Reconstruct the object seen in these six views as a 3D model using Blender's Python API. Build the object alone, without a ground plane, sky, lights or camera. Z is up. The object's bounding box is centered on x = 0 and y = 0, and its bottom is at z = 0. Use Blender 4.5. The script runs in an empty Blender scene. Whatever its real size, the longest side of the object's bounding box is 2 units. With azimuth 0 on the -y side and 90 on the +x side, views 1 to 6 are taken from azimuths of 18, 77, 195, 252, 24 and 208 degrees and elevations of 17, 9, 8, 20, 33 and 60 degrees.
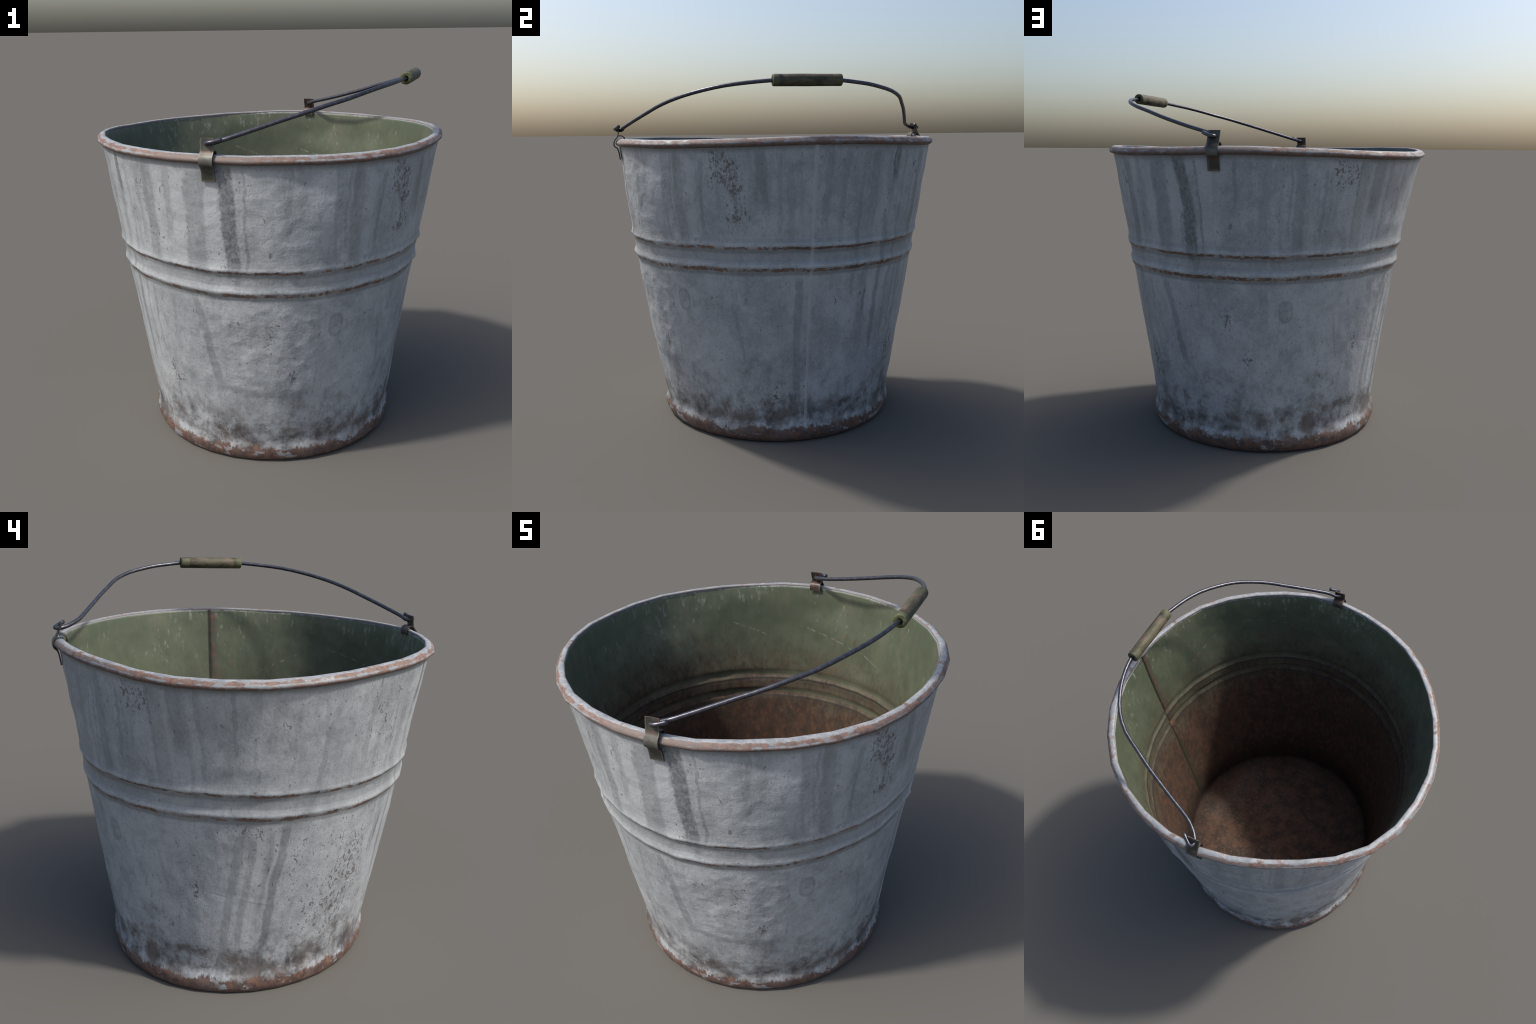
# Old galvanised bucket: dented zinc wall with two rolled beads, rusty rim and foot,
# green painted inside, wire bail with a wooden grip hooked into two sheet-metal ears.
import bpy, math
import numpy as np
from mathutils import Vector, noise

TAU = math.tau

# ------------------------------------------------------------------ shape rules
RIM_R = [.9113, .0068, .0094, .0037, -.008, -.0072, .0085, -.0015, -.0083,
         .0014, .0014, -.0031, .0011, -.001, 0, .0014, .0023]
RIM_Z = [1.6787, .0054, -.0012, -.0014, .0061, .0052, -.0034, .0017, .0029]
# wall out-of-roundness: (cos, sin) of the 1st..3rd harmonic at z = 0, 0.8 and 1.6
WALL_H = [[(.0138, .020), (.0246, -.0007), (.0107, .0048)],
          [(-.0046, -.0124), (-.016, -.0063), (-.0013, -.0098)],
          [(.008, .0001), (-.0032, -.0015), (-.0078, .0066)]]
SHEET = .016
FLOOR_Z = .095


def series(c, th):
    r = c[0] + 0 * th
    for i in range(1, (len(c) + 1) // 2):
        r = r + c[2 * i - 1] * np.cos(i * th) + c[2 * i] * np.sin(i * th)
    return r


def sstep(a, b, x):
    t = np.clip((x - a) / (b - a), 0, 1)
    return t * t * (3 - 2 * t)


def wall_fit(th, z):
    t = z / 1.6
    r = .679 + .152 * z + .0124 * np.maximum(z - 1.08, 0)
    for i, h in enumerate(WALL_H, 1):
        for (a, b), w in zip(h, ((1 - t) * (1 - 2 * t), 4 * t * (1 - t), t * (2 * t - 1))):
            r = r + w * (a * np.cos(i * th) + b * np.sin(i * th))
    return r


def wall_r(th, z):
    d = series(RIM_R, th) + .022 - wall_fit(th, 1.64 + 0 * z)
    return wall_fit(th, z) + d * sstep(1.35, 1.62, z)


# rolled beads: (z, outward offset); gentle on top, undercut below
BEADS_Z = [.983, .989, .996, 1.003, 1.013, 1.022, 1.035, 1.048, 1.056, 1.104, 1.110, 1.115, 1.120, 1.127, 1.134, 1.149, 1.163, 1.173]
BEADS_D = [0, .0008, .0046, .0080, .0104, .0099, .0060, .0012, 0, 0, .0008, .0038, .0066, .0086, .0081, .0048, .0012, 0]
FOOT_Z = [0, .010, .024, .040, .066, .082, .100, .118, .135]
FOOT_D = [.009, .0160, .0225, .0255, .0245, .0195, .0095, .0020, 0]


def relief_profile(z):
    return np.interp(z, FOOT_Z, FOOT_D, right=0)


def bead_relief(th, z):
    # the rolling is uneven: depth and height wander a little round the wall
    amp = 1 + .22 * np.sin(3 * th + 1) + .14 * np.sin(7 * th) + .10 * np.sin(17 * th + 2)
    dz = .0025 * np.sin(4 * th + .5) + .0016 * np.sin(11 * th) + .0012 * np.sin(23 * th + 1)
    return np.interp(z + dz, BEADS_Z, BEADS_D) * amp * 1.12


def gauss(x, s):
    return np.exp(-.5 * (x / s) ** 2)


def wrapdeg(d):
    return (d + 180) % 360 - 180


def fbm(x, y, z, o=3):
    return noise.fractal((x, y, z), 1.0, 2.0, o, noise_basis='PERLIN_ORIGINAL')


def dents(th, z):
    """Radial dents of the thin sheet, metres."""
    deg = math.degrees(th)
    c, s = math.cos(th), math.sin(th)
    # fade where the sheet is stiff: beads, rim, foot
    k = float(sstep(.10, .22, z) * (1 - sstep(1.56, 1.62, z)))
    for zb, w in ((1.02, .055), (1.135, .05)):
        k *= 1 - .8 * float(gauss(z - zb, w))
    d = .0028 * fbm(c * 2.6 + 7, s * 2.6, z * 2.4) + .0032 * fbm(c * 6, s * 6 + 3, z * 5) + .0007 * fbm(c * 19, s * 19 + 3, z * 17, 2)
    # hammered front, wrinkles lie across
    ham = float(gauss(wrapdeg(deg + 74), 20) * (sstep(.35, .55, z) - .45 * sstep(.9, 1.0, z) + .35 * sstep(1.1, 1.2, z)))
    sk = z + .10 * math.radians(wrapdeg(deg + 70))
    d += ham * (.0036 * fbm(c * 7, s * 7, sk * 14 + 2, 2) + .0022 * fbm(c * 17, s * 17, sk * 36, 2))
    # crumples on the far side above the beads
    far = float(gauss(wrapdeg(deg - 92), 26) * gauss(z - 1.38, .16))
    d += far * .0045 * fbm(c * 4 + 9, s * 4, z * 6 + c * 3, 2)
    # lower left bruises
    low = float(gauss(wrapdeg(deg + 112), 12) * gauss(z - .3, .16))
    d += low * .004 * fbm(c * 9, s * 9 + 5, z * 5, 2)
    # long crease running down to the right near the foot
    x = wrapdeg(deg + 80)
    cz = .455 - .0016 * x + .00006 * x * x
    d += .006 * float(gauss(x, 17) * (sstep(-.05, .01, z - cz) - sstep(.01, .22, z - cz)))
    # shallow crease at the back, under the beads
    x = wrapdeg(deg - 165)
    d -= .0018 * float(gauss(x, 14) * gauss(z - (.57 - .0022 * x), .012))
    # small flat hollow just above the upper bead at the back
    d -= .004 * float(gauss(wrapdeg(deg - 168), 16) * gauss(z - 1.2, .022))
    return d * k


def clean_angles(extra):
    a = set(round(i * 360 / 384, 4) for i in range(384))
    a |= set(round(e % 360, 4) for e in extra)
    a = sorted(a)
    out = [a[0]]
    for v in a[1:]:
        if v - out[-1] > .05:
            out.append(v)
    return np.radians(np.array(out))


def chord(rfun, th, n=32, k=.85):
    """radius of an n-sided run of flats with corners on rfun, blended with the round."""
    st = TAU / n
    i = np.floor(th / st)
    a, b = i * st, (i + 1) * st
    ra, rb = rfun(a), rfun(b)
    # intersection of the ray at th with the segment between the corner points
    den = ra * np.sin(th - a) + rb * np.sin(b - th)
    rc = ra * rb * np.sin(st) / np.maximum(den, 1e-9)
    return rfun(th) * (1 - k) + rc * k


def obj_from(name, verts, faces, mats, fmat=None, normals=None, smooth=True):
    me = bpy.data.meshes.new(name)
    me.from_pydata([tuple(map(float, v)) for v in verts], [], faces)
    for m in mats:
        me.materials.append(m)
    if fmat is not None:
        me.polygons.foreach_set('material_index', fmat)
    me.polygons.foreach_set('use_smooth', [smooth] * len(me.polygons))
    me.update()
    if normals is not None:
        me.normals_split_custom_set_from_vertices([tuple(n) for n in normals])
    ob = bpy.data.objects.new(name, me)
    bpy.context.scene.collection.objects.link(ob)
    return ob


def vertex_normals(verts, faces):
    me = bpy.data.meshes.new('tmp')
    me.from_pydata([tuple(map(float, v)) for v in verts], [], faces)
    me.update()
    n = np.zeros(len(verts) * 3)
    me.vertices.foreach_get('normal', n)
    bpy.data.meshes.remove(me)
    return n.reshape(-1, 3)


def ring_faces(nrow, nth, close=False):
    f = []
    for j in range(nrow - (0 if close else 1)):
        j2 = (j + 1) % nrow
        for i in range(nth):
            i2 = (i + 1) % nth
            f.append((j * nth + i, j * nth + i2, j2 * nth + i2, j2 * nth + i))
    return f


# ------------------------------------------------------------------ node helper
class Sock:
    def __init__(s, g, o):
        s.g, s.o = g, o

    def _m(s, op, *a, clamp=False):
        return s.g.math(op, s, *a, clamp=clamp)
    def __add__(s, b): return s._m('ADD', b)
    __radd__ = __add__
    def __sub__(s, b): return s._m('SUBTRACT', b)
    def __rsub__(s, b): return s.g.math('SUBTRACT', b, s)
    def __mul__(s, b): return s._m('MULTIPLY', b)
    __rmul__ = __mul__
    def __truediv__(s, b): return s._m('DIVIDE', b)
    def abs(s): return s._m('ABSOLUTE')
    def max(s, b): return s._m('MAXIMUM', b)
    def min(s, b): return s._m('MINIMUM', b)
    def clamp(s): return s.g.math('ADD', s, 0.0, clamp=True)
    def pw(s, b): return s._m('POWER', b)


class Graph:
    def __init__(g, name):
        g.mat = bpy.data.materials.new(name)
        g.mat.use_nodes = True
        g.t = g.mat.node_tree
        g.t.nodes.clear()
        g.out = g.t.nodes.new('ShaderNodeOutputMaterial')
        g.bsdf = g.t.nodes.new('ShaderNodeBsdfPrincipled')
        g.t.links.new(g.bsdf.outputs[0], g.out.inputs[0])
        g.pos = Sock(g, g.t.nodes.new('ShaderNodeTexCoord').outputs['Object'])
        g.x, g.y, g.z = g.sep(g.pos)

    def put(g, inp, v):
        if isinstance(v, Sock):
            g.t.links.new(v.o, inp)
        elif isinstance(v, (tuple, list)) and inp.type == 'RGBA':
            inp.default_value = (*v[:3], 1)
        else:
            inp.default_value = v

    def math(g, op, *a, clamp=False):
        n = g.t.nodes.new('ShaderNodeMath')
        n.operation, n.use_clamp = op, clamp
        for i, v in enumerate(a):
            g.put(n.inputs[i], v)
        return Sock(g, n.outputs[0])

    def sep(g, v):
        n = g.t.nodes.new('ShaderNodeSeparateXYZ')
        g.put(n.inputs[0], v)
        return [Sock(g, o) for o in n.outputs]

    def vec(g, x, y, z):
        n = g.t.nodes.new('ShaderNodeCombineXYZ')
        for i, v in zip(n.inputs, (x, y, z)):
            g.put(i, v)
        return Sock(g, n.outputs[0])

    def stretch(g, sx, sy, sz, off=0.0):
        n = g.t.nodes.new('ShaderNodeMapping')
        g.put(n.inputs[0], g.pos)
        n.inputs['Scale'].default_value = (sx, sy, sz)
        n.inputs['Location'].default_value = (off, off * .7, off * 1.3)
        return Sock(g, n.outputs[0])

    def noise(g, v, scale=1.0, detail=3, rough=.55, dist=0.0):
        n = g.t.nodes.new('ShaderNodeTexNoise')
        g.put(n.inputs['Vector'], v)
        for k, x in (('Scale', scale), ('Detail', detail), ('Roughness', rough), ('Distortion', dist)):
            n.inputs[k].default_value = x
        return Sock(g, n.outputs[0])

    def smooth(g, v, a, b, lo=0.0, hi=1.0):
        n = g.t.nodes.new('ShaderNodeMapRange')
        n.interpolation_type = 'SMOOTHSTEP'
        for i, x in enumerate((v, a, b, lo, hi)):
            g.put(n.inputs[i], x)
        return Sock(g, n.outputs[0])

    def mix(g, f, a, b):
        n = g.t.nodes.new('ShaderNodeMix')
        n.data_type = 'RGBA'
        g.put(n.inputs[0], f)
        g.put(n.inputs[6], a)
        g.put(n.inputs[7], b)
        return Sock(g, n.outputs[2])

    def scale_col(g, col, f):
        n = g.t.nodes.new('ShaderNodeVectorMath')
        n.operation = 'SCALE'
        g.put(n.inputs[0], col)
        g.put(n.inputs[3], f)
        return Sock(g, n.outputs[0])

    def wrap(g, v, lo, hi):
        return g.math('WRAP', v, hi, lo)

    def normal(g):
        n = g.t.nodes.new('ShaderNodeNewGeometry')
        return Sock(g, n.outputs['Normal'])

    def theta(g):
        return g.math('ARCTAN2', g.y, g.x) * (180 / math.pi)

    def rim_rel(g, th):
        """height with the wave of the rim taken out"""
        t = th * (math.pi / 180)
        w = 0.0
        for i in range(1, (len(RIM_Z) + 1) // 2):
            for k, op in ((2 * i - 1, 'COSINE'), (2 * i, 'SINE')):
                w = g.math(op, t * i) * RIM_Z[k] + w
        return g.z - w

    def finish(g, col, rough=.5, metal=0.0, height=None, strength=.3, dist=.004, spec=.5):
        g.put(g.bsdf.inputs['Base Color'], col)
        g.put(g.bsdf.inputs['Roughness'], rough)
        g.put(g.bsdf.inputs['Metallic'], metal)
        g.put(g.bsdf.inputs['Specular IOR Level'], spec)
        if height is not None:
            b = g.t.nodes.new('ShaderNodeBump')
            b.inputs['Strength'].default_value = strength
            b.inputs['Distance'].default_value = dist
            g.put(b.inputs['Height'], height)
            g.t.links.new(b.outputs[0], g.bsdf.inputs['Normal'])
        return g.mat


# ------------------------------------------------------------------ materials
def zinc_wall():
    g = Graph('weathered_zinc')
    th, z = g.theta(), g.z
    # the stain pattern comes round twice: front half, and again 162 degrees on
    phi = th - 162 * g.math('GREATER_THAN', th, 0.0)
    big = g.noise(g.stretch(3, 3, 3), 1, 3)
    mid = g.noise(g.stretch(9, 9, 7, 3), 1, 4, .6)
    fine = g.noise(g.stretch(38, 38, 34, 5), 1, 4, .65)
    grain = g.noise(g.stretch(110, 110, 90, 1), 1, 2, .6)
    runs = g.noise(g.stretch(13, 13, .9, 2), 1, 3, .6)
    runs2 = g.noise(g.stretch(30, 30, 1.6, 8), 1, 3, .6)
    wob = g.noise(g.stretch(2.5, 2.5, 4, 4), 1, 2) - .5
    edge = g.noise(g.stretch(24, 24, 20, 6), 1, 3, .65) - .5

    col = g.mix(g.smooth(big * .6 + mid * .4, .36, .64), ZINC_A, ZINC_B)
    col = g.mix(g.smooth(fine, .48, .68) * .22, col, (.165, .17, .17))
    spk = g.noise(g.stretch(19, 19, 15, 27), 1, 5, .7)
    col = g.mix(g.smooth(spk, .53, .65) * .26, col, (.185, .192, .194))
    col = g.mix(g.smooth(spk, .47, .36) * .28, col, (.44, .455, .46))
    smd = g.noise(g.stretch(8, 8, 5.5, 37), 1, 5, .68, .3)
    col = g.mix(g.smooth(smd, .56, .67) * .24, col, (.15, .158, .163))
    col = g.mix(g.smooth(smd, .46, .35) * .45, col, (.44, .458, .468))
    col = g.mix(g.smooth(grain, .48, .7) * .22, col, (.46, .47, .475))
    col = g.mix(g.smooth(grain, .50, .30) * .18, col, (.15, .155, .157))
    # faint broad runs everywhere, strongest under the rim
    top = g.smooth(z, .95, 1.5)
    col = g.mix(g.smooth(runs, .5, .68) * (.12 + .20 * top), col, (.17, .18, .183))
    col = g.mix(g.smooth(runs2, .58, .72) * .16, col, (.16, .165, .168))

    def streak(col, base, a, slope, w, zt, zb, amt, tint, rag=1.0, hard=.62):
        d = g.wrap(base - (a + slope * 0), -180.0, 180.0) - (z - zt) * slope + wob * (3.5 * rag) + edge * (1.6 * rag) + (fine - .5) * (1.5 * rag)
        m = g.smooth(d.abs(), w * 1.04, w * hard) * g.smooth(spk, .25, .5, .55, 1.0)
        m = m * g.smooth(z + edge * .12, zb - .02, zb + .07) * g.smooth(z, zt + .02, zt - .03)
        return g.mix((m * (amt * .98)).min(.95), col, tint)

    mott = g.mix(g.smooth(g.noise(g.stretch(60, 60, 42, 11), 1, 4, .78), .34, .70), (.085, .097, .102), (.225, .236, .240))
    soft = (.132, .142, .147)
    # (base, angle, slope, half width, top, bottom, strength)
    pale = (.43, .445, .45)
    for base, a, sl, w, zt, zb, amt, tint in (
            (phi, -89.4, -1, 2.2, 1.60, 1.09, .45, pale), (phi, -99.8, 2, 2.0, 1.6, 1.1, .40, pale), (phi, -107.8, 2, 1.2, 1.6, 1.1, .3, pale),
            (phi, -75, 0, 4, 1.6, 1.15, .25, pale), (phi, -41, 0, 1.4, 1.6, 1.1, .25, pale), (phi, -22, 0, 1.5, 1.6, 1.2, .25, pale),
            (phi, -134, 0, 1.6, 1.6, .5, .25, pale), (th, 169.7, 8, 1.6, .92, .08, .45, pale), (th, 175, 8, .9, .9, .1, .35, pale),
            (phi, -79.5, -1.5, .5, 1.62, 1.10, .45, soft), (phi, -48.6, 1, .5, 1.6, 1.2, .3, soft), (phi, -25, 1, .6, 1.62, 1.15, .28, soft),
            (phi, -123.5, 1, 1.0, 1.6, .55, .3, soft), (phi, -144, 0, .7, 1.5, .8, .3, soft), (phi, -157, 0, 1.6, 1.62, 1.2, .3, soft),
            (phi, -85.2, -4.5, 2.7, 1.64, 1.06, .92, mott), (phi, -82.0, -2, 1.0, 1.09, 1.0, .5, mott),
            (phi, -94.5, 1, 3.8, 1.62, 1.09, .42, soft), (phi, -104, 2, 1.6, 1.62, 1.25, .28, soft),
            (phi, -112, 2, 2.8, 1.62, 1.10, .42, soft), (phi, -118, 0, 1.2, 1.60, 1.2, .25, soft),
            (phi, -66.5, 1, .9, 1.62, 1.38, .38, soft), (phi, -45.5, 0, 2.3, 1.62, 1.10, .36, soft),
            (phi, -36.5, 3, .8, 1.58, 1.18, .34, soft), (phi, -52, 0, .7, 1.5, 1.05, .2, soft),
            (phi, -17, 0, 2.4, 1.62, 1.3, .38, soft), (phi, -11, 0, .9, 1.62, 1.15, .25, soft),
            (phi, -139, 0, 2.2, 1.62, .62, .3, soft), (phi, -129, 1, 1.6, 1.66, 1.42, .9, mott),
            (phi, -130.5, 1, 1.6, 1.42, .50, .30, soft), (phi, -151, 0, 1.2, 1.62, 1.1, .22, soft),
            (phi, -98, -13, 1.9, .96, .47, .45, soft), (phi, -119, 2, .8, .96, .55, .35, soft),
            (phi, -108, 3, 1.1, .95, .74, .3, soft), (phi, -57, 0, 2.0, .95, .70, .25, soft),
            (phi, -29, -12, .8, .80, .45, .25, soft), (phi, -137, 4, .9, .87, .70, .7, soft), (th, -4, 0, 1.8, .96, .08, .4, soft), (th, 46, 0, 1.4, 1.0, .3, .3, soft), (phi, -131, 0, 1.0, 1.1, .45, .35, soft),
            (th, 177.6, 8.5, 2.0, .97, .0, .62, soft), (th, 173, 8, 1.0, .92, .45, .3, soft),
            (th, 166.5, 8, 1.5, .90, .05, .34, soft), (th, 162.2, 10, 2.0, .92, .0, .42, soft),
            (th, 139, 0, 2.6, 1.62, 1.12, .33, soft), (th, 147.5, 0, .8, 1.6, 1.05, .24, soft),
            (th, 160, -2, .7, 1.62, 1.28, .35, soft), (th, -171, 7, 1.2, 1.55, 1.0, .3, soft)):
        col = streak(col, base, a, sl, w, zt, zb, amt, tint)

    # rust pitting in clusters, plus a thin scatter everywhere
    pits = g.noise(g.stretch(46, 46, 32, 13), 1, 4, .66)
    pits2 = g.noise(g.stretch(80, 80, 60, 17), 1, 3, .65)
    field = g.smooth(mid, .48, .72) * .052

    def blob(base, a, zc, wa, wz, s, lean=0.0):
        d = g.wrap(base - a, -180.0, 180.0) / wa
        if lean:
            d = d + (z - zc) * lean
        e = (z - zc) / wz
        return g.math('EXPONENT', (d * d + e * e) * -.7) * s
    for b in ((th, -26.5, 1.45, 3.2, .11, .16, 6), (th, -25.5, 1.28, 3.4, .045, .15), (th, -30, 1.54, 5, .06, .12),
              (th, 130.5, 1.54, 3.6, .055, .16, 4), (th, 135.5, 1.56, 1.5, .05, .13), (phi, -117, 1.5, 4, .06, .10), (phi, -112, 1.27, 3, .10, .07),
              (phi, -114.5, .47, 4, .10, .14), (phi, -84, .82, 2.6, .04, .10), (phi, -70, .80, 6, .14, .025),
              (phi, -63.5, .53, 2, .05, .13), (phi, -72, .77, 2, .06, .10),
              (th, -152, .74, 9, .16, .115), (th, -160, .42, 16, .20, .115), (th, -148, 1.45, 16, .16, .08),
              (th, 176, .80, 14, .18, .06), (th, 166, .93, 9, .03, .09), (th, 174, 1.46, 1.6, .02, .17), (th, 146, .63, 2, .08, .12),
              (phi, -14, .25, 5, .10, .10), (phi, -92, .17, 5, .06, .12)):
        field = field + blob(*b)
    clump = g.noise(g.stretch(17, 17, 12, 83), 1, 3, .6)
    field = (field * 1.35).min(.20) * g.smooth(clump, .34, .56, .5, 1.0)
    pm = g.smooth(pits + field * .9, .665, .745)
    pm2 = g.smooth(pits2 + field * .8, .675, .75)
    pit = pm.max(pm2 * .8)
    col = g.mix(pit * .80, col, g.mix(g.smooth(fine, .4, .6), (.075, .058, .056), (.145, .115, .108)))
    # loose chips and short drawn-out nicks
    chip = g.smooth(g.noise(g.stretch(25, 25, 11, 91), 1, 4, .62), .675, .72)
    nick = g.smooth(g.noise(g.stretch(52, 52, 22, 97), 1, 3, .6), .69, .73)
    col = g.mix(chip.max(nick) * .62, col, (.105, .088, .083))
    # odd bright rust freckles
    fr = g.smooth(g.noise(g.stretch(26, 26, 26, 23), 1, 2), .755, .785)
    col = g.mix(fr * .7, col, (.24, .11, .06))

    # worn oval stamps
    for base, a, zc in ((phi, -49.2, .815),):
        u = g.wrap(base - a, -180.0, 180.0) / 2.75
        v = (z - zc) / .062
        r = g.math('POWER', u.abs(), 2.6) + g.math('POWER', v.abs(), 2.6)
        r = g.math('POWER', r, 1 / 2.6) + edge * .18
        ring = g.smooth((r - .93).abs(), .22, .04)
        dot = g.smooth(u * u * 5 + v * v * 7 + edge, .7, .1)
        col = g.mix(((ring * .34 + g.smooth(r, 1, .8) * .30 + dot * .25) * g.smooth(spk, .3, .6, .5, 1.0)).clamp(), col, (.12, .122, .125))
    # scratches: thin dark lines between two points (angle, z)
    for base, a0, z0, a1, z1, amt in ((phi, -117, .405, -101, .475, .45), (th, 34, .27, 41.5, .36, .6), (th, 150, .60, 174, .515, .4)):
        t = (g.wrap(base - a0, -180.0, 180.0) / (a1 - a0))
        ln = g.smooth((z - (t * (z1 - z0) + z0) + edge * .012).abs(), .008, .001)
        ln = ln * g.smooth(t, -.05, .1) * g.smooth(t, 1.05, .9)
        col = g.mix(ln * amt * g.smooth(mid, .35, .55), col, (.09, .1, .105))

    # splash dirt above the foot
    cloud = g.noise(g.stretch(5.5, 5.5, 6.5, 31), 1, 5, .62)
    d = g.smooth(z + (cloud - .5) * .75 + (big - .5) * .4, .62, .20) * g.smooth(cloud * .45 + smd * .30 + spk * .25 + g.smooth(z, .36, .14) * .06, .47, .63) * g.smooth(z, .055, .085)
    col = g.mix(d * .95, col, g.mix(g.smooth(mid, .4, .6), (.062, .054, .052), (.12, .10, .092)))
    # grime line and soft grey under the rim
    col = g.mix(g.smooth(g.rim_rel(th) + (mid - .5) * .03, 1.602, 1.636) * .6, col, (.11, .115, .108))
    # bead crowns with a pale band, undersides rusted, occlusion shadow painted in below
    tr = th * (math.pi / 180)
    zw = z + g.math('SINE', tr * 4 + .5) * .0025 + g.math('SINE', tr * 11) * .0016 + g.math('SINE', tr * 23 + 1) * .0012
    zplain, z = z, zw
    for zt, z1, z2, zl in ((1.133, 1.1095, 1.1235, 1.100), (1.019, .990, 1.0095, .979)):
        col = g.mix(g.smooth((z - zt).abs(), .013, .004) * (.42 * g.smooth(mid, .40, .60)), col, (.42, .435, .44))
        rag = z + edge * .016 + (fine - .5) * .022
        band = g.smooth(rag, z1 - .004, z1 + .003) * g.smooth(rag, z2 + .004, z2 - .002)
        brk = g.smooth(g.noise(g.stretch(11, 11, 3, 41), 1, 5, .75), .40, .52)
        rust = g.mix(g.smooth(fine, .4, .65), (.080, .052, .043), (.20, .105, .066))
        rust = g.mix(g.smooth(spk, .54, .66) * .7, rust, (.30, .135, .07))
        col = g.mix(band * (brk if z1 > 1.05 else brk.max(.35)) * .92, col, rust)
        col = g.mix(g.smooth((z - zl).abs(), .018, .002) * .5, col, (.10, .105, .098))

    col = g.mix(g.smooth((z - 1.072).abs(), .034, .018) * .22, col, (.15, .155, .155))
    for zu in (1.158, 1.043):  # upper bead slopes tinted darker to tone down the sunlight they catch
        col = g.mix(g.smooth((z - zu).abs(), .016, .006) * .28, col, (.15, .156, .158))
    z = zplain
    # clean bright fringe, then bare rust along the foot
    fr1 = g.noise(g.stretch(11, 11, 5, 51), 1, 4, .65) - .5
    fr2 = g.noise(g.stretch(45, 45, 12, 57), 1, 3, .7) - .5
    lim = z - (fr1 * .10 + fr2 * .06)
    fringe = g.smooth(lim, .130, .096) * g.smooth(lim, .070, .086)
    col = g.mix(fringe * .12 * g.smooth(mid, .46, .62), col, (.39, .40, .405))
    rustm = g.smooth(lim, .092, .076)
    # patches of zinc that still cling on the foot
    rustm = rustm * (1 - .75 * g.smooth(g.noise(g.stretch(9, 9, 14, 61), 1, 5, .7), .555, .61) * g.smooth(z, .012, .03))
    rust = g.mix(g.smooth(fine, .35, .65), (.056, .034, .027), (.140, .067, .045))
    rust = g.mix(g.smooth(mid, .5, .68) * .6, rust, (.14, .105, .095))
    rust = g.mix(g.smooth(spk, .53, .64) * .6, rust, (.21, .115, .07))
    rust = g.mix(g.smooth(spk, .46, .37) * .6, rust, (.05, .036, .032))
    col = g.mix(rustm * .96, col, rust)
    col = g.mix(g.smooth(z, .03, .004) * .5, col, (.07, .052, .046))
    # welded seam: paler line
    sw = g.wrap(th - .5, -180.0, 180.0)
    col = g.mix(g.smooth(sw.abs(), 1.0, .3) * g.smooth(z, .06, .10) * .62, col, (.42, .43, .44))

    rough = .50 + .2 * rustm + .15 * pit - .05 * big
    ham = g.noise(g.stretch(13, 13, 18, 71), 1, 4, .58, .3)
    hz = g.smooth(g.wrap(th + 74, -180.0, 180.0).abs(), 48, 12) * g.smooth(z, .30, .5) * g.smooth(z, 1.6, 1.45) + .22
    h = fine * .24 + mid * .55 + spk * .26 + ham * hz * .75 + grain * .12 - pit * .35 - rustm * .12
    return g.finish(col, rough, ZINC_METAL, h, .55, .009)


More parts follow.
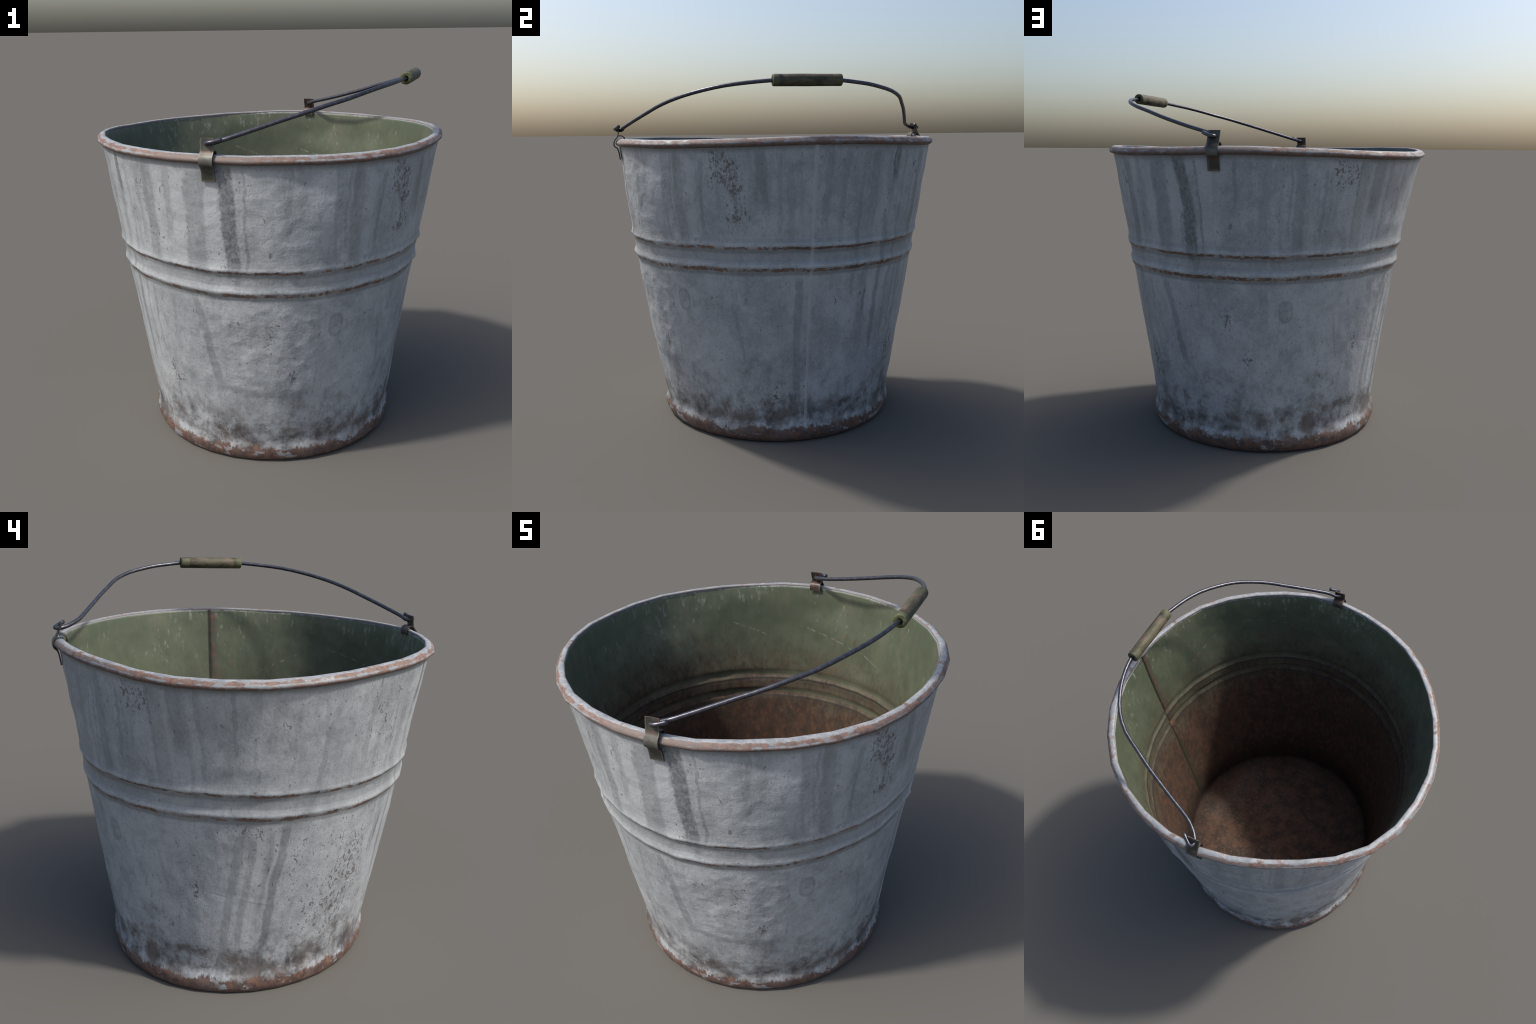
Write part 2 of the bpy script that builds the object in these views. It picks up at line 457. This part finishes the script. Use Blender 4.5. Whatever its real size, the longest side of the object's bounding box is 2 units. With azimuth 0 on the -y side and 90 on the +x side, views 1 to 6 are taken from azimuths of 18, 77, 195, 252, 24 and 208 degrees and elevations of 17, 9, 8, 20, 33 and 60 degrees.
def inner_paint():
    g = Graph('green_paint_inside')
    th, z = g.theta(), g.z
    big = g.noise(g.stretch(2.6, 2.6, 2.6), 1, 3)
    mid = g.noise(g.stretch(8, 8, 6, 3), 1, 4, .6)
    fine = g.noise(g.stretch(40, 40, 22, 5), 1, 4, .65)
    runs = g.noise(g.stretch(30, 30, 2.6, 2), 1, 4, .65)
    green = g.mix(g.smooth(big * .5 + mid * .5, .38, .62), (.078, .093, .060), (.100, .115, .074))  # green, and rust below, kept dark to include the bucket's inner occlusion
    green = g.mix(g.smooth(mid, .5, .72) * .45, green, (.135, .125, .088))
    green = g.mix(g.smooth(fine, .5, .7) * .3, green, (.065, .078, .05))
    green = g.mix(g.smooth(runs, .5, .75) * .18, green, (.075, .09, .06))
    # pale scuffs in short vertical dashes and a few flung scratches
    sc = g.noise(g.stretch(42, 42, 13, 9), 1, 5, .75)
    scm = g.smooth(sc * .7 + fine * .3 + (big - .5) * .30 + g.smooth(z, 1.2, 1.66) * .06, .60, .74)
    green = g.mix(scm * .5, green, (.34, .36, .31))
    for a0, z0, a1, z1 in ((95, 1.44, 58, 1.30), (121, 1.46, 108, 1.38), (-22, 1.30, -38, 1.42), (-50, 1.47, -85, 1.36)):
        t = g.wrap(th - a0, -180.0, 180.0) / (a1 - a0)
        ln = g.smooth((z - (t * (z1 - z0) + z0) + (mid - .5) * .03).abs(), .006, .001)
        ln = ln * g.smooth(t, -.05, .1) * g.smooth(t, 1.05, .9) * g.smooth(fine, .45, .62)
        green = g.mix(ln * .38, green, (.36, .38, .33))

    rustn = g.noise(g.stretch(16, 16, 11, 7), 1, 5, .72)
    rust = g.mix(g.smooth(rustn * .6 + fine * .4, .32, .68), (.040, .027, .020), (.092, .050, .031))
    rust = g.mix(g.smooth(fine, .54, .70) * .5, rust, (.175, .066, .031))
    rust = g.mix(g.smooth(mid, .55, .72) * .35, rust, (.055, .052, .038))
    # rust climbs from the floor; specks of it reach up past the beads
    lev = z + (mid - .5) * .5 + (rustn - .5) * .45
    m = g.smooth(lev + (fine - .5) * .6 + (g.x * .10), 1.46, .84)
    m = m.max(g.smooth(rustn * .6 + fine * .4 + (1.40 - z) * .20, .565, .65) * .65)
    # beads hold paint on the ridge, rust in the creases either side
    for zb in (1.015, 1.128):
        m = m * (1 - .6 * g.smooth((z - zb - .012).abs(), .02, .008))
        m = m.max(g.smooth((z - zb + .022).abs(), .014, .004) * .55 * g.smooth(mid, .38, .56))
        m = m.max(g.smooth((z - zb - .05).abs(), .012, .003) * .4 * g.smooth(mid, .42, .58))
        green = g.mix(g.smooth((z - zb - .012).abs(), .02, .006) * .2, green, (.19, .205, .15))
    col = g.mix(m.min(1.0), green, rust)
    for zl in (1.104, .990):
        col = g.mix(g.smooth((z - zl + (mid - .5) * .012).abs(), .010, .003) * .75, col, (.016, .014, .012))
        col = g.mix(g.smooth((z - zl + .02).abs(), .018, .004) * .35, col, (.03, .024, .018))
    # seam: dark rust bleeding to one side
    s = g.wrap(th + .9, -180.0, 180.0)
    side = g.smooth(s, .12, -.12) * g.smooth(s, -5.0, -.8)
    up = g.smooth(z, .7, 1.05)
    col = g.mix(side * up * (.55 + .45 * g.smooth(fine, .35, .6)), col, g.mix(g.smooth(fine, .45, .6), (.042, .032, .034), (.125, .056, .034)))
    col = g.mix(side * g.smooth(z, .95, .7) * .8, col, (.030, .036, .017))
    col = g.mix(g.smooth((s + .45).abs(), 1.0, .4) * .85, col, (.015, .017, .009))
    # colour scaled down toward the floor
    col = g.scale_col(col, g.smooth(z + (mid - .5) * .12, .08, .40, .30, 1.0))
    # bare lip under the rim
    lip = g.smooth(g.rim_rel(th) + (runs - .5) * .045 * g.smooth(big, .4, .6), 1.661, 1.668)
    col = g.mix(lip * .85, col, (.27, .285, .30))
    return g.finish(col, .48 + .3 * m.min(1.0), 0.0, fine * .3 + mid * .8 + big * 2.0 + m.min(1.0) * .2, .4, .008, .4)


def floor_rust():
    g = Graph('rusty_floor')
    r = g.math('SQRT', g.x * g.x + g.y * g.y)
    big = g.noise(g.stretch(3.2, 3.2, 3.2), 1, 4, .6)
    mid = g.noise(g.stretch(11, 11, 11, 3), 1, 5, .65)
    fine = g.noise(g.stretch(46, 46, 46, 5), 1, 4, .7)
    col = g.mix(g.smooth(mid, .35, .65), (.036, .024, .018), (.098, .052, .032))  # floor albedo cut for ambient occlusion, more so at its edge
    col = g.mix(g.smooth(fine, .52, .68) * .6, col, (.20, .080, .038))
    col = g.mix(g.smooth(fine, .46, .34) * .55, col, (.055, .055, .048))
    col = g.mix(g.smooth(big * .6 + fine * .4, .50, .66) * .38, col, (.105, .090, .080))
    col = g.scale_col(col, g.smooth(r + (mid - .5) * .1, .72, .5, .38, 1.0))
    return g.finish(col, .75, 0.0, fine * .6 + mid * .6, .35, .006, .35)


def rim_metal():
    g = Graph('worn_rim')
    th = g.theta()
    n = g.normal()
    nx, ny, nz = g.sep(n)
    rad = g.math('SQRT', g.x * g.x + g.y * g.y)
    out = (nx * g.x + ny * g.y) / rad
    pat = g.noise(g.stretch(12, 12, 22, 2), 1, 5, .7)
    lng = g.noise(g.stretch(4, 4, 8, 7), 1, 3, .6)
    fine = g.noise(g.stretch(44, 44, 50, 4), 1, 4, .65)
    zinc = g.mix(g.smooth(pat, .4, .62), (.25, .262, .272), (.385, .40, .41))
    zinc = g.mix(g.smooth(fine, .48, .66) * .5, zinc, (.19, .20, .205))
    blot = g.noise(g.stretch(20, 20, 26, 12), 1, 4, .65)
    zinc = g.mix(g.smooth(blot, .5, .62) * .45, zinc, (.17, .175, .185))
    rust = g.mix(g.smooth(fine, .38, .62), (.095, .057, .044), (.22, .112, .074))
    # rust sits on the outer shoulder and underneath; crown and face keep zinc in patches
    ny_ = g.wrap(th + 90, -180.0, 180.0).abs()
    py_ = g.wrap(th - 90, -180.0, 180.0).abs()
    ears = g.smooth(ny_, 26, 6).max(g.smooth(py_, 18, 5))
    rust = g.mix((g.smooth(lng, .45, .65) * .35).max(ears * .7), rust, (.165, .132, .114))
    sh = g.smooth((nz - .68).abs(), .22, .05) * g.smooth(out, .2, .5)
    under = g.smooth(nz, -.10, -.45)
    crown = g.smooth(nz, .80, .93)
    k = pat * .95 + lng * .18 + fine * .14 + g.smooth(nz, .42, -.25) * .10 + sh * .10 - crown * .07 + ears * .08 * (1 - crown)
    m = g.smooth(k, .58, .72)
    # thin rust line on the inner arris
    inr = g.smooth(out, -.25, -.45) * g.smooth((nz - .6).abs(), .38, .12)
    m = m.max(inr * .85)
    col = g.mix(m * .9, zinc, rust)
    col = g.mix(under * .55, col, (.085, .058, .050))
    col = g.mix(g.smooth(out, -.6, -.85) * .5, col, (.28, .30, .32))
    return g.finish(col, .46 + .2 * m, ZINC_METAL, fine * .5 + pat * .5 - m * .2, .3, .005)


def wire_steel():
    g = Graph('dark_wire')
    f = g.noise(g.stretch(50, 50, 50), 1, 3)
    col = g.mix(g.smooth(f, .4, .7), (.068, .068, .083), (.105, .104, .118))
    rust = g.smooth(g.noise(g.stretch(12, 12, 12, 5), 1, 4, .7), .64, .74)
    col = g.mix(rust * .5, col, (.14, .09, .08))
    return g.finish(col, .36 + .15 * rust, .75, f, .12, .002)


def ear_brass():
    g = Graph('ear_sheet')
    n = g.normal()
    nx, ny, nz = g.sep(n)
    f = g.noise(g.stretch(40, 40, 40), 1, 4, .6)
    m = g.noise(g.stretch(14, 14, 18, 4), 1, 4, .6)
    col = g.mix(g.smooth(m, .4, .62), (.036, .038, .030), (.066, .066, .054))
    col = g.mix(g.smooth(f, .62, .72) * .6, col, (.05, .055, .05))
    ay = g.math('ABSOLUTE', g.y)
    # bulge over the rim rubbed pale, tongue below darker, rust in the folds
    col = g.mix(g.smooth(g.z, 1.625, 1.60) * .7, col, (.040, .042, .034))
    col = g.mix(g.smooth((g.z - 1.655).abs(), .03, .01) * g.smooth(ay, .938, .952) * .8, col, g.mix(g.smooth(m, .4, .6), (.088, .086, .073), (.14, .135, .116)))
    fold = g.smooth((g.z - 1.694).abs(), .012, .002).max(g.smooth((g.z - 1.626).abs(), .014, .003))
    fold = fold.max(g.smooth(g.z + (m - .5) * .08, 1.735, 1.76) * g.smooth(g.x, .012, .03))
    col = g.mix(fold * g.smooth(m, .38, .55) * .65, col, (.085, .040, .029))
    # brown inner faces
    inward = g.smooth(ny * g.math('SIGN', g.y), .1, -.4)
    col = g.mix(inward * .75, col, g.mix(g.smooth(f, .4, .6), (.06, .038, .032), (.11, .065, .05)))
    # bright bare edges
    bev = g.t.nodes.new('ShaderNodeBevel')
    bev.inputs['Radius'].default_value = .004
    dot = g.t.nodes.new('ShaderNodeVectorMath')
    dot.operation = 'DOT_PRODUCT'
    g.t.links.new(bev.outputs[0], dot.inputs[0])
    g.put(dot.inputs[1], n)
    e = g.smooth(Sock(g, dot.outputs['Value']), .995, .93)
    side = g.smooth((g.x - .013).abs(), .0255, .029)
    side = side.max(g.smooth(g.z, 1.571, 1.566))
    cut = g.smooth(nx.abs(), .6, .9)
    col = g.mix(cut * .8, col, (.03, .028, .024))
    col = g.mix((e.max(side)) * (.75 - .75 * cut), col, (.125, .104, .085))
    return g.finish(col, .46, .25, f, .15, .003)


def grip_wood():
    g = Graph('grip_wood')
    ln = (g.y - .0) / .1825
    f = g.noise(g.stretch(60, 24, 60), 1, 4, .65)
    m = g.noise(g.stretch(22, 9, 22, 3), 1, 4, .6)
    wood = g.mix(g.smooth(m, .38, .62), (.045, .035, .026), (.115, .086, .060))
    paint = g.mix(g.smooth(f, .35, .65), (.050, .056, .027), (.090, .096, .046))
    end = g.smooth((ln.abs() + (m - .5) * .7), .72, .98)
    keep = g.smooth(g.noise(g.stretch(26, 18, 26, 9), 1, 5, .72), .43, .54)
    col = g.mix(end.max(keep * .6), wood, paint)
    col = g.mix(g.smooth(g.noise(g.stretch(30, 14, 30, 21), 1, 4, .7), .54, .64) * .7, col, (.030, .028, .018))
    col = g.mix(g.smooth(ln, -.80, -.86) * .35, col, (.125, .135, .062))
    for k in (-.78, .79, -.84):
        col = g.mix(g.smooth((ln - k).abs(), .012, .003) * .5, col, (.06, .075, .03))
    col = g.mix(g.smooth(f, .62, .72) * .3, col, (.05, .045, .03))
    n = g.normal()
    nyv = g.sep(n)[1]
    cap = g.smooth(nyv.abs(), .8, .95)
    ring = g.noise(g.stretch(70, 5, 70, 2), 1, 3)
    col = g.mix(cap * .8, col, g.mix(g.smooth(ring, .4, .6), (.035, .04, .016), (.085, .095, .038)))
    return g.finish(col, .62, 0.0, f * .6 + m * .5, .35, .004, .35)


ZINC_A, ZINC_B, ZINC_METAL = (.275, .295, .310), (.392, .412, .426), .0

M_ZINC, M_INNER, M_FLOOR, M_RIM = zinc_wall(), inner_paint(), floor_rust(), rim_metal()
M_WIRE, M_EAR, M_GRIP = wire_steel(), ear_brass(), grip_wood()

# ------------------------------------------------------------------ the bucket
root = bpy.data.objects.new('bucket', None)
bpy.context.scene.collection.objects.link(root)
root['label'] = 'old galvanised metal bucket with rusty rim, green inside and wire handle'
root['category'] = 'bucket'


def child(ob, parent=root):
    ob.parent = parent
    return ob


def seam_out(th, z):
    d = wrapdeg(np.degrees(th) - .5)
    return .0032 * gauss(d, .35) * sstep(.07, .11, z) + .0022 * np.where(d < 0, 1, 0) * gauss(d, 6) * sstep(.07, .11, z)


def seam_in(th):
    d = wrapdeg(np.degrees(th) + .9)
    return -.009 * sstep(-.1, .1, d) * (1 - sstep(4, 60, d))


# --- wall: outer skin, inner skin, joined round the top and under the foot
angs = clean_angles([-1.1, -1.0, -.9, -.8, -.7, -.4, -.1, .2, .5, .8, 1.1, 1.4, 1.9, -1.5, -2.2, -3, 2.5])
NT = len(angs)
z_out = np.unique(np.round(np.concatenate([
    FOOT_Z, np.arange(.135, .978, .0125), BEADS_Z, [.988, 1.003, 1.018, 1.030, 1.043, 1.075, 1.109, 1.120, 1.131, 1.143, 1.159],
    np.arange(1.176, 1.63, .0125), [1.636, 1.650]]), 4))
z_in = np.unique(np.round(np.concatenate([np.arange(.075, .97, .02), BEADS_Z, np.arange(1.19, 1.62, .02), [1.625, 1.64, 1.655, 1.668]]), 4))[::-1]


def zshift(th, z):
    return (series(RIM_Z, th) - RIM_Z[0]) * sstep(1.2, 1.62, z)


def wall_rows():
    smooth_r, chord_r, zz = [], [], []
    for z in z_out:
        d = np.array([dents(t, z) for t in angs])
        add = relief_profile(z) + bead_relief(angs, z) + seam_out(angs, z) + d
        f = lambda t, z=z: wall_r(t, z + 0 * t)
        smooth_r.append(f(angs) + add)
        chord_r.append(chord(f, angs) + add)
        zz.append(z + zshift(angs, z))
    for z in z_in:
        d = np.array([dents(t, z) for t in angs])
        add = bead_relief(angs, z) * 1.05 + seam_in(angs) + d - SHEET - .0075 * float(sstep(1.50, 1.64, z))
        f = lambda t, z=z: wall_r(t, z + 0 * t)
        smooth_r.append(f(angs) + add)
        chord_r.append(chord(f, angs) + add)
        zz.append(z + zshift(angs, z))
    # inside of the foot, down to the ground again
    for z, o in ((.06, -.018), (.02, -.014), (.0, -.006)):
        f = lambda t: wall_r(t, 0 * t)
        smooth_r.append(f(angs) + o)
        chord_r.append(chord(f, angs) + o)
        zz.append(z + 0 * angs)
    return smooth_r, chord_r, zz


sr, cr, zz = wall_rows()
ca, sa = np.cos(angs), np.sin(angs)
as_pts = lambda rows: np.concatenate([np.stack([r * ca, r * sa, z], 1) for r, z in zip(rows, zz)])
faces = ring_faces(len(zz), NT, close=True)
normals = vertex_normals(as_pts(sr), faces)
fm = np.zeros(len(zz) * NT, int)
no, ni = len(z_out), len(z_in)
fm[no * NT:(no + ni - 1) * NT] = 1
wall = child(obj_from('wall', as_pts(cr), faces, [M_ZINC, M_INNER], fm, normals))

# --- floor: shallow dished disc with a rolled edge
rows = []
for k, zt in ((.0, .004), (.25, .003), (.5, .0015), (.7, .0), (.85, -.001), (.95, .0), (1.0, .004)):
    rows.append((k, FLOOR_Z + zt))
verts, ff = [], []
fth = np.linspace(0, TAU, 128, endpoint=False)
rin = chord(lambda t: wall_r(t, FLOOR_Z + 0 * t), fth) - SHEET + .004
for k, zf in rows[1:]:
    for t, r in zip(fth, rin):
        verts.append((k * r * math.cos(t), k * r * math.sin(t), zf + .003 * fbm(k * math.cos(t) * 2, k * math.sin(t) * 2, 1.3)))
nf = len(fth)
for t, r in zip(fth, rin):
    verts.append((r * math.cos(t), r * math.sin(t), FLOOR_Z - .018))
ff = [tuple(reversed(f)) for f in ring_faces(len(rows), nf)]
verts.append((0, 0, rows[0][1] + .003 * fbm(0, 0, 1.3)))
verts.append((0, 0, FLOOR_Z - .018))
c0, c1 = len(verts) - 2, len(verts) - 1
last = (len(rows) - 1) * nf
for i in range(nf):
    ff.append((c0, i, (i + 1) % nf))
    ff.append((c1, last + (i + 1) % nf, last + i))
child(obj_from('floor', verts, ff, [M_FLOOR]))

# --- rim: 32 flats of rolled edge, section given from the inner arris outwards
SECTION = [(.006, -.030), (.004, -.012), (.0, -.005), (.003, -.001), (.010, .0005), (.020, .0), (.029, -.004),
           (.038, -.012), (.0435, -.020), (.0445, -.026), (.0415, -.034), (.034, -.040), (.022, -.043), (.012, -.042)]
rng = np.random.default_rng(5)
SUB = 2
nr = 32
corner = np.arange(nr) * TAU / nr
jr, jz = rng.normal(0, .0012, nr), rng.normal(0, .0012, nr)
verts = []
NR = nr * SUB
for (dr, dz) in SECTION:
    ring = []
    for i in range(nr):
        a = corner[i]
        r = series(RIM_R, a) + dr * (1 + .06 * math.sin(5 * a)) + jr[i]
        z = series(RIM_Z, a) + dz + jz[i]
        ring.append(Vector((r * math.cos(a), r * math.sin(a), z)))
    for i in range(nr):
        for s in range(SUB):
            p = ring[i].lerp(ring[(i + 1) % nr], s / SUB)
            if s:   # a touch of roundness between the corners
                p = Vector((p.x * 1.0006, p.y * 1.0006, p.z))
            verts.append(p)
rf = ring_faces(len(SECTION), NR, close=True)
rim = child(obj_from('rim', verts, [tuple(reversed(f)) for f in rf], [M_RIM]))

# ------------------------------------------------------------------ bail wire
def tube(name, pts, rad, mat, sides=10, caps=True, sub=1):
    """sweep a round section along points (parallel transport), tight bends kept slightly angular"""
    P = [Vector(p) for p in pts]
    tang = []
    for i in range(len(P)):
        a, b = P[max(i - 1, 0)], P[min(i + 1, len(P) - 1)]
        t = (P[i] - a).normalized() + (b - P[i]).normalized() if 0 < i < len(P) - 1 else (b - a)
        tang.append(t.normalized())
    u = tang[0].orthogonal().normalized()
    verts, f = [], []
    for i, p in enumerate(P):
        if i:
            u = (tang[i - 1].rotation_difference(tang[i]) @ u)
            u = (u - tang[i] * u.dot(tang[i])).normalized()
        w = tang[i].cross(u)
        for k in range(sides):
            a = TAU * k / sides
            verts.append(p + (u * math.cos(a) + w * math.sin(a)) * rad)
    for i in range(len(P) - 1):
        for k in range(sides):
            k2 = (k + 1) % sides
            f.append((i * sides + k, i * sides + k2, (i + 1) * sides + k2, (i + 1) * sides + k))
    if caps:
        f.append(tuple(reversed(range(sides))))
        f.append(tuple(range((len(P) - 1) * sides, len(P) * sides)))
    ob = obj_from(name, verts, f, [mat])
    return ob


def catmull(pts, n=3):
    P = [Vector(p) for p in pts]
    out = []
    for i in range(len(P) - 1):
        p0, p1, p2, p3 = P[max(i - 1, 0)], P[i], P[i + 1], P[min(i + 2, len(P) - 1)]
        for k in range(n):
            t = k / n
            out.append(.5 * ((2 * p1) + (p2 - p0) * t + (2 * p0 - 5 * p1 + 4 * p2 - p3) * t * t + (3 * p1 - p0 - 3 * p2 + p3) * t ** 3))
    out.append(P[-1])
    return out


WIRE = [(.084, -.932, 1.751), (.060, -.943, 1.744), (.038, -.951, 1.739), (.021, -.950, 1.736), (.011, -.938, 1.731),
        (.014, -.923, 1.729), (.034, -.912, 1.731), (.060, -.908, 1.739), (.095, -.897, 1.750), (.213, -.837, 1.789),
        (.325, -.776, 1.826), (.404, -.734, 1.851), (.486, -.676, 1.878), (.569, -.604, 1.903), (.636, -.516, 1.926),
        (.695, -.419, 1.945), (.737, -.318, 1.957), (.765, -.215, 1.966), (.778, -.15, 1.969), (.783, 0, 1.9705),
        (.786, .15, 1.970), (.789, .19, 1.969), (.778, .265, 1.962), (.757, .338, 1.955), (.726, .414, 1.943),
        (.676, .500, 1.926), (.598, .578, 1.901), (.504, .632, 1.873), (.414, .682, 1.844), (.315, .730, 1.815),
        (.217, .776, 1.788), (.112, .823, 1.762), (.062, .857, 1.750), (.030, .889, 1.740), (.013, .917, 1.735),
        (.011, .936, 1.734), (.020, .947, 1.735), (.036, .941, 1.738), (.060, .922, 1.745), (.081, .905, 1.752)]
handle = child(tube('handle', catmull(WIRE, 2), .0102, M_WIRE))

# --- wooden grip, turned, drilled through
g0, g1 = Vector((.776, -.1825, 1.969)), Vector((.783, .1825, 1.972))
ax = (g1 - g0).normalized()
u = ax.orthogonal().normalized()
w = ax.cross(u)
prof = [(0.0, .0125), (-.012, .0125)]     # hole at the near end, going in
sect = [(.02, .0125), (.0, .0135), (.0, .020), (.0005, .0275), (.003, .0305), (.010, .0312), (.050, .0308), (.0515, .0302),
        (.053, .0308), (.12, .0312), (.18, .0316), (.24, .0312), (.312, .0308), (.3135, .0302), (.315, .0308), (.355, .0312),
        (.362, .0305), (.3645, .0275), (.365, .020), (.365, .0135), (.345, .0125)]
verts = []
SD = 24
for s, r in sect:
    c = g0 + ax * s
    for k in range(SD):
        a = TAU * k / SD
        rr = r * (1 + .018 * fbm(math.cos(a) * 1.5, math.sin(a) * 1.5, s * 14, 2))
        verts.append(c + (u * math.cos(a) + w * math.sin(a)) * rr)
gf = [tuple(reversed(f)) for f in ring_faces(len(sect), SD)]
grip = obj_from('grip', verts, gf, [M_GRIP])
mod = grip.modifiers.new('e', 'EDGE_SPLIT')
mod.split_angle = math.radians(50)
child(grip, handle)

# ------------------------------------------------------------------ ears
EAR = [(-.9275, 1.755), (-.9295, 1.740), (-.932, 1.722), (-.9345, 1.704), (-.937, 1.6935), (-.946, 1.682), (-.955, 1.672), (-.9593, 1.660),
       (-.9597, 1.648), (-.9580, 1.640), (-.9530, 1.6335), (-.945, 1.629), (-.9385, 1.621), (-.934, 1.609),
       (-.9300, 1.587), (-.9265, 1.560)]
CLIP = [(-.9345, 1.696), (-.928, 1.698), (-.920, 1.698), (-.910, 1.695), (-.902, 1.689), (-.8985, 1.678), (-.8985, 1.664), (-.9005, 1.653)]


def strip(path, x0, half, thick, mat, name, hole=None, curl=0.0):
    """bent sheet strip: path in (y, z), swept across x"""
    P = [Vector((0, y, z)) for y, z in path]
    nx_ = 9
    xs = [-half + 2 * half * i / (nx_ - 1) for i in range(nx_)]
    nrm = []
    for i in range(len(P)):
        t = (P[min(i + 1, len(P) - 1)] - P[max(i - 1, 0)]).normalized()
        nrm.append(Vector((0, -t.z, t.y)))
    verts, f = [], []
    for side in (0, 1):
        for p, n in zip(P, nrm):
            for x in xs:
                bow = curl * (x / half) ** 2
                q = p + n * (thick * (side - .5)) + n * bow
                verts.append((x0 + x, q.y, q.z))
    L = len(P)
    idx = lambda s, i, k: (s * L + i) * nx_ + k
    for i in range(L - 1):
        for k in range(nx_ - 1):
            f.append((idx(0, i, k), idx(0, i, k + 1), idx(0, i + 1, k + 1), idx(0, i + 1, k)))
            f.append((idx(1, i, k + 1), idx(1, i, k), idx(1, i + 1, k), idx(1, i + 1, k + 1)))
        f.append((idx(0, i, 0), idx(0, i + 1, 0), idx(1, i + 1, 0), idx(1, i, 0)))
        f.append((idx(0, i + 1, nx_ - 1), idx(0, i, nx_ - 1), idx(1, i, nx_ - 1), idx(1, i + 1, nx_ - 1)))
    for k in range(nx_ - 1):
        f.append((idx(0, 0, k + 1), idx(0, 0, k), idx(1, 0, k), idx(1, 0, k + 1)))
        f.append((idx(0, L - 1, k), idx(0, L - 1, k + 1), idx(1, L - 1, k + 1), idx(1, L - 1, k)))
    return verts, f


def make_ear(sign, x0):
    if sign < 0:
        path, clip = EAR, CLIP
    else:
        # far ear leans in over the mouth
        lean = lambda y, z: (-y + .0045 - .016 * float(sstep(1.69, 1.76, z)), z + .008 * float(sstep(1.6, 1.66, z)))
        path, clip = [lean(*p) for p in EAR], [(-y - .002, z + .006) for y, z in CLIP]
    half = .032
    verts, f = strip(path, x0, half, .0055, M_EAR, 'ear', curl=-.0015)
    v2, f2 = strip(clip, x0, half * .98, .0055, M_EAR, 'ear')
    n = len(verts)
    verts = verts + v2
    f = f + [tuple(i + n for i in q) for q in f2]
    ob = obj_from('ear', verts, f, [M_EAR])
    import bmesh
    bm = bmesh.new()
    bm.from_mesh(ob.data)
    bmesh.ops.recalc_face_normals(bm, faces=bm.faces)
    bm.to_mesh(ob.data)
    bm.free()
    m = ob.modifiers.new('e', 'EDGE_SPLIT')
    m.split_angle = math.radians(48)
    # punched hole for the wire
    return child(ob)


ears = [make_ear(-1, .013), make_ear(1, .018)]
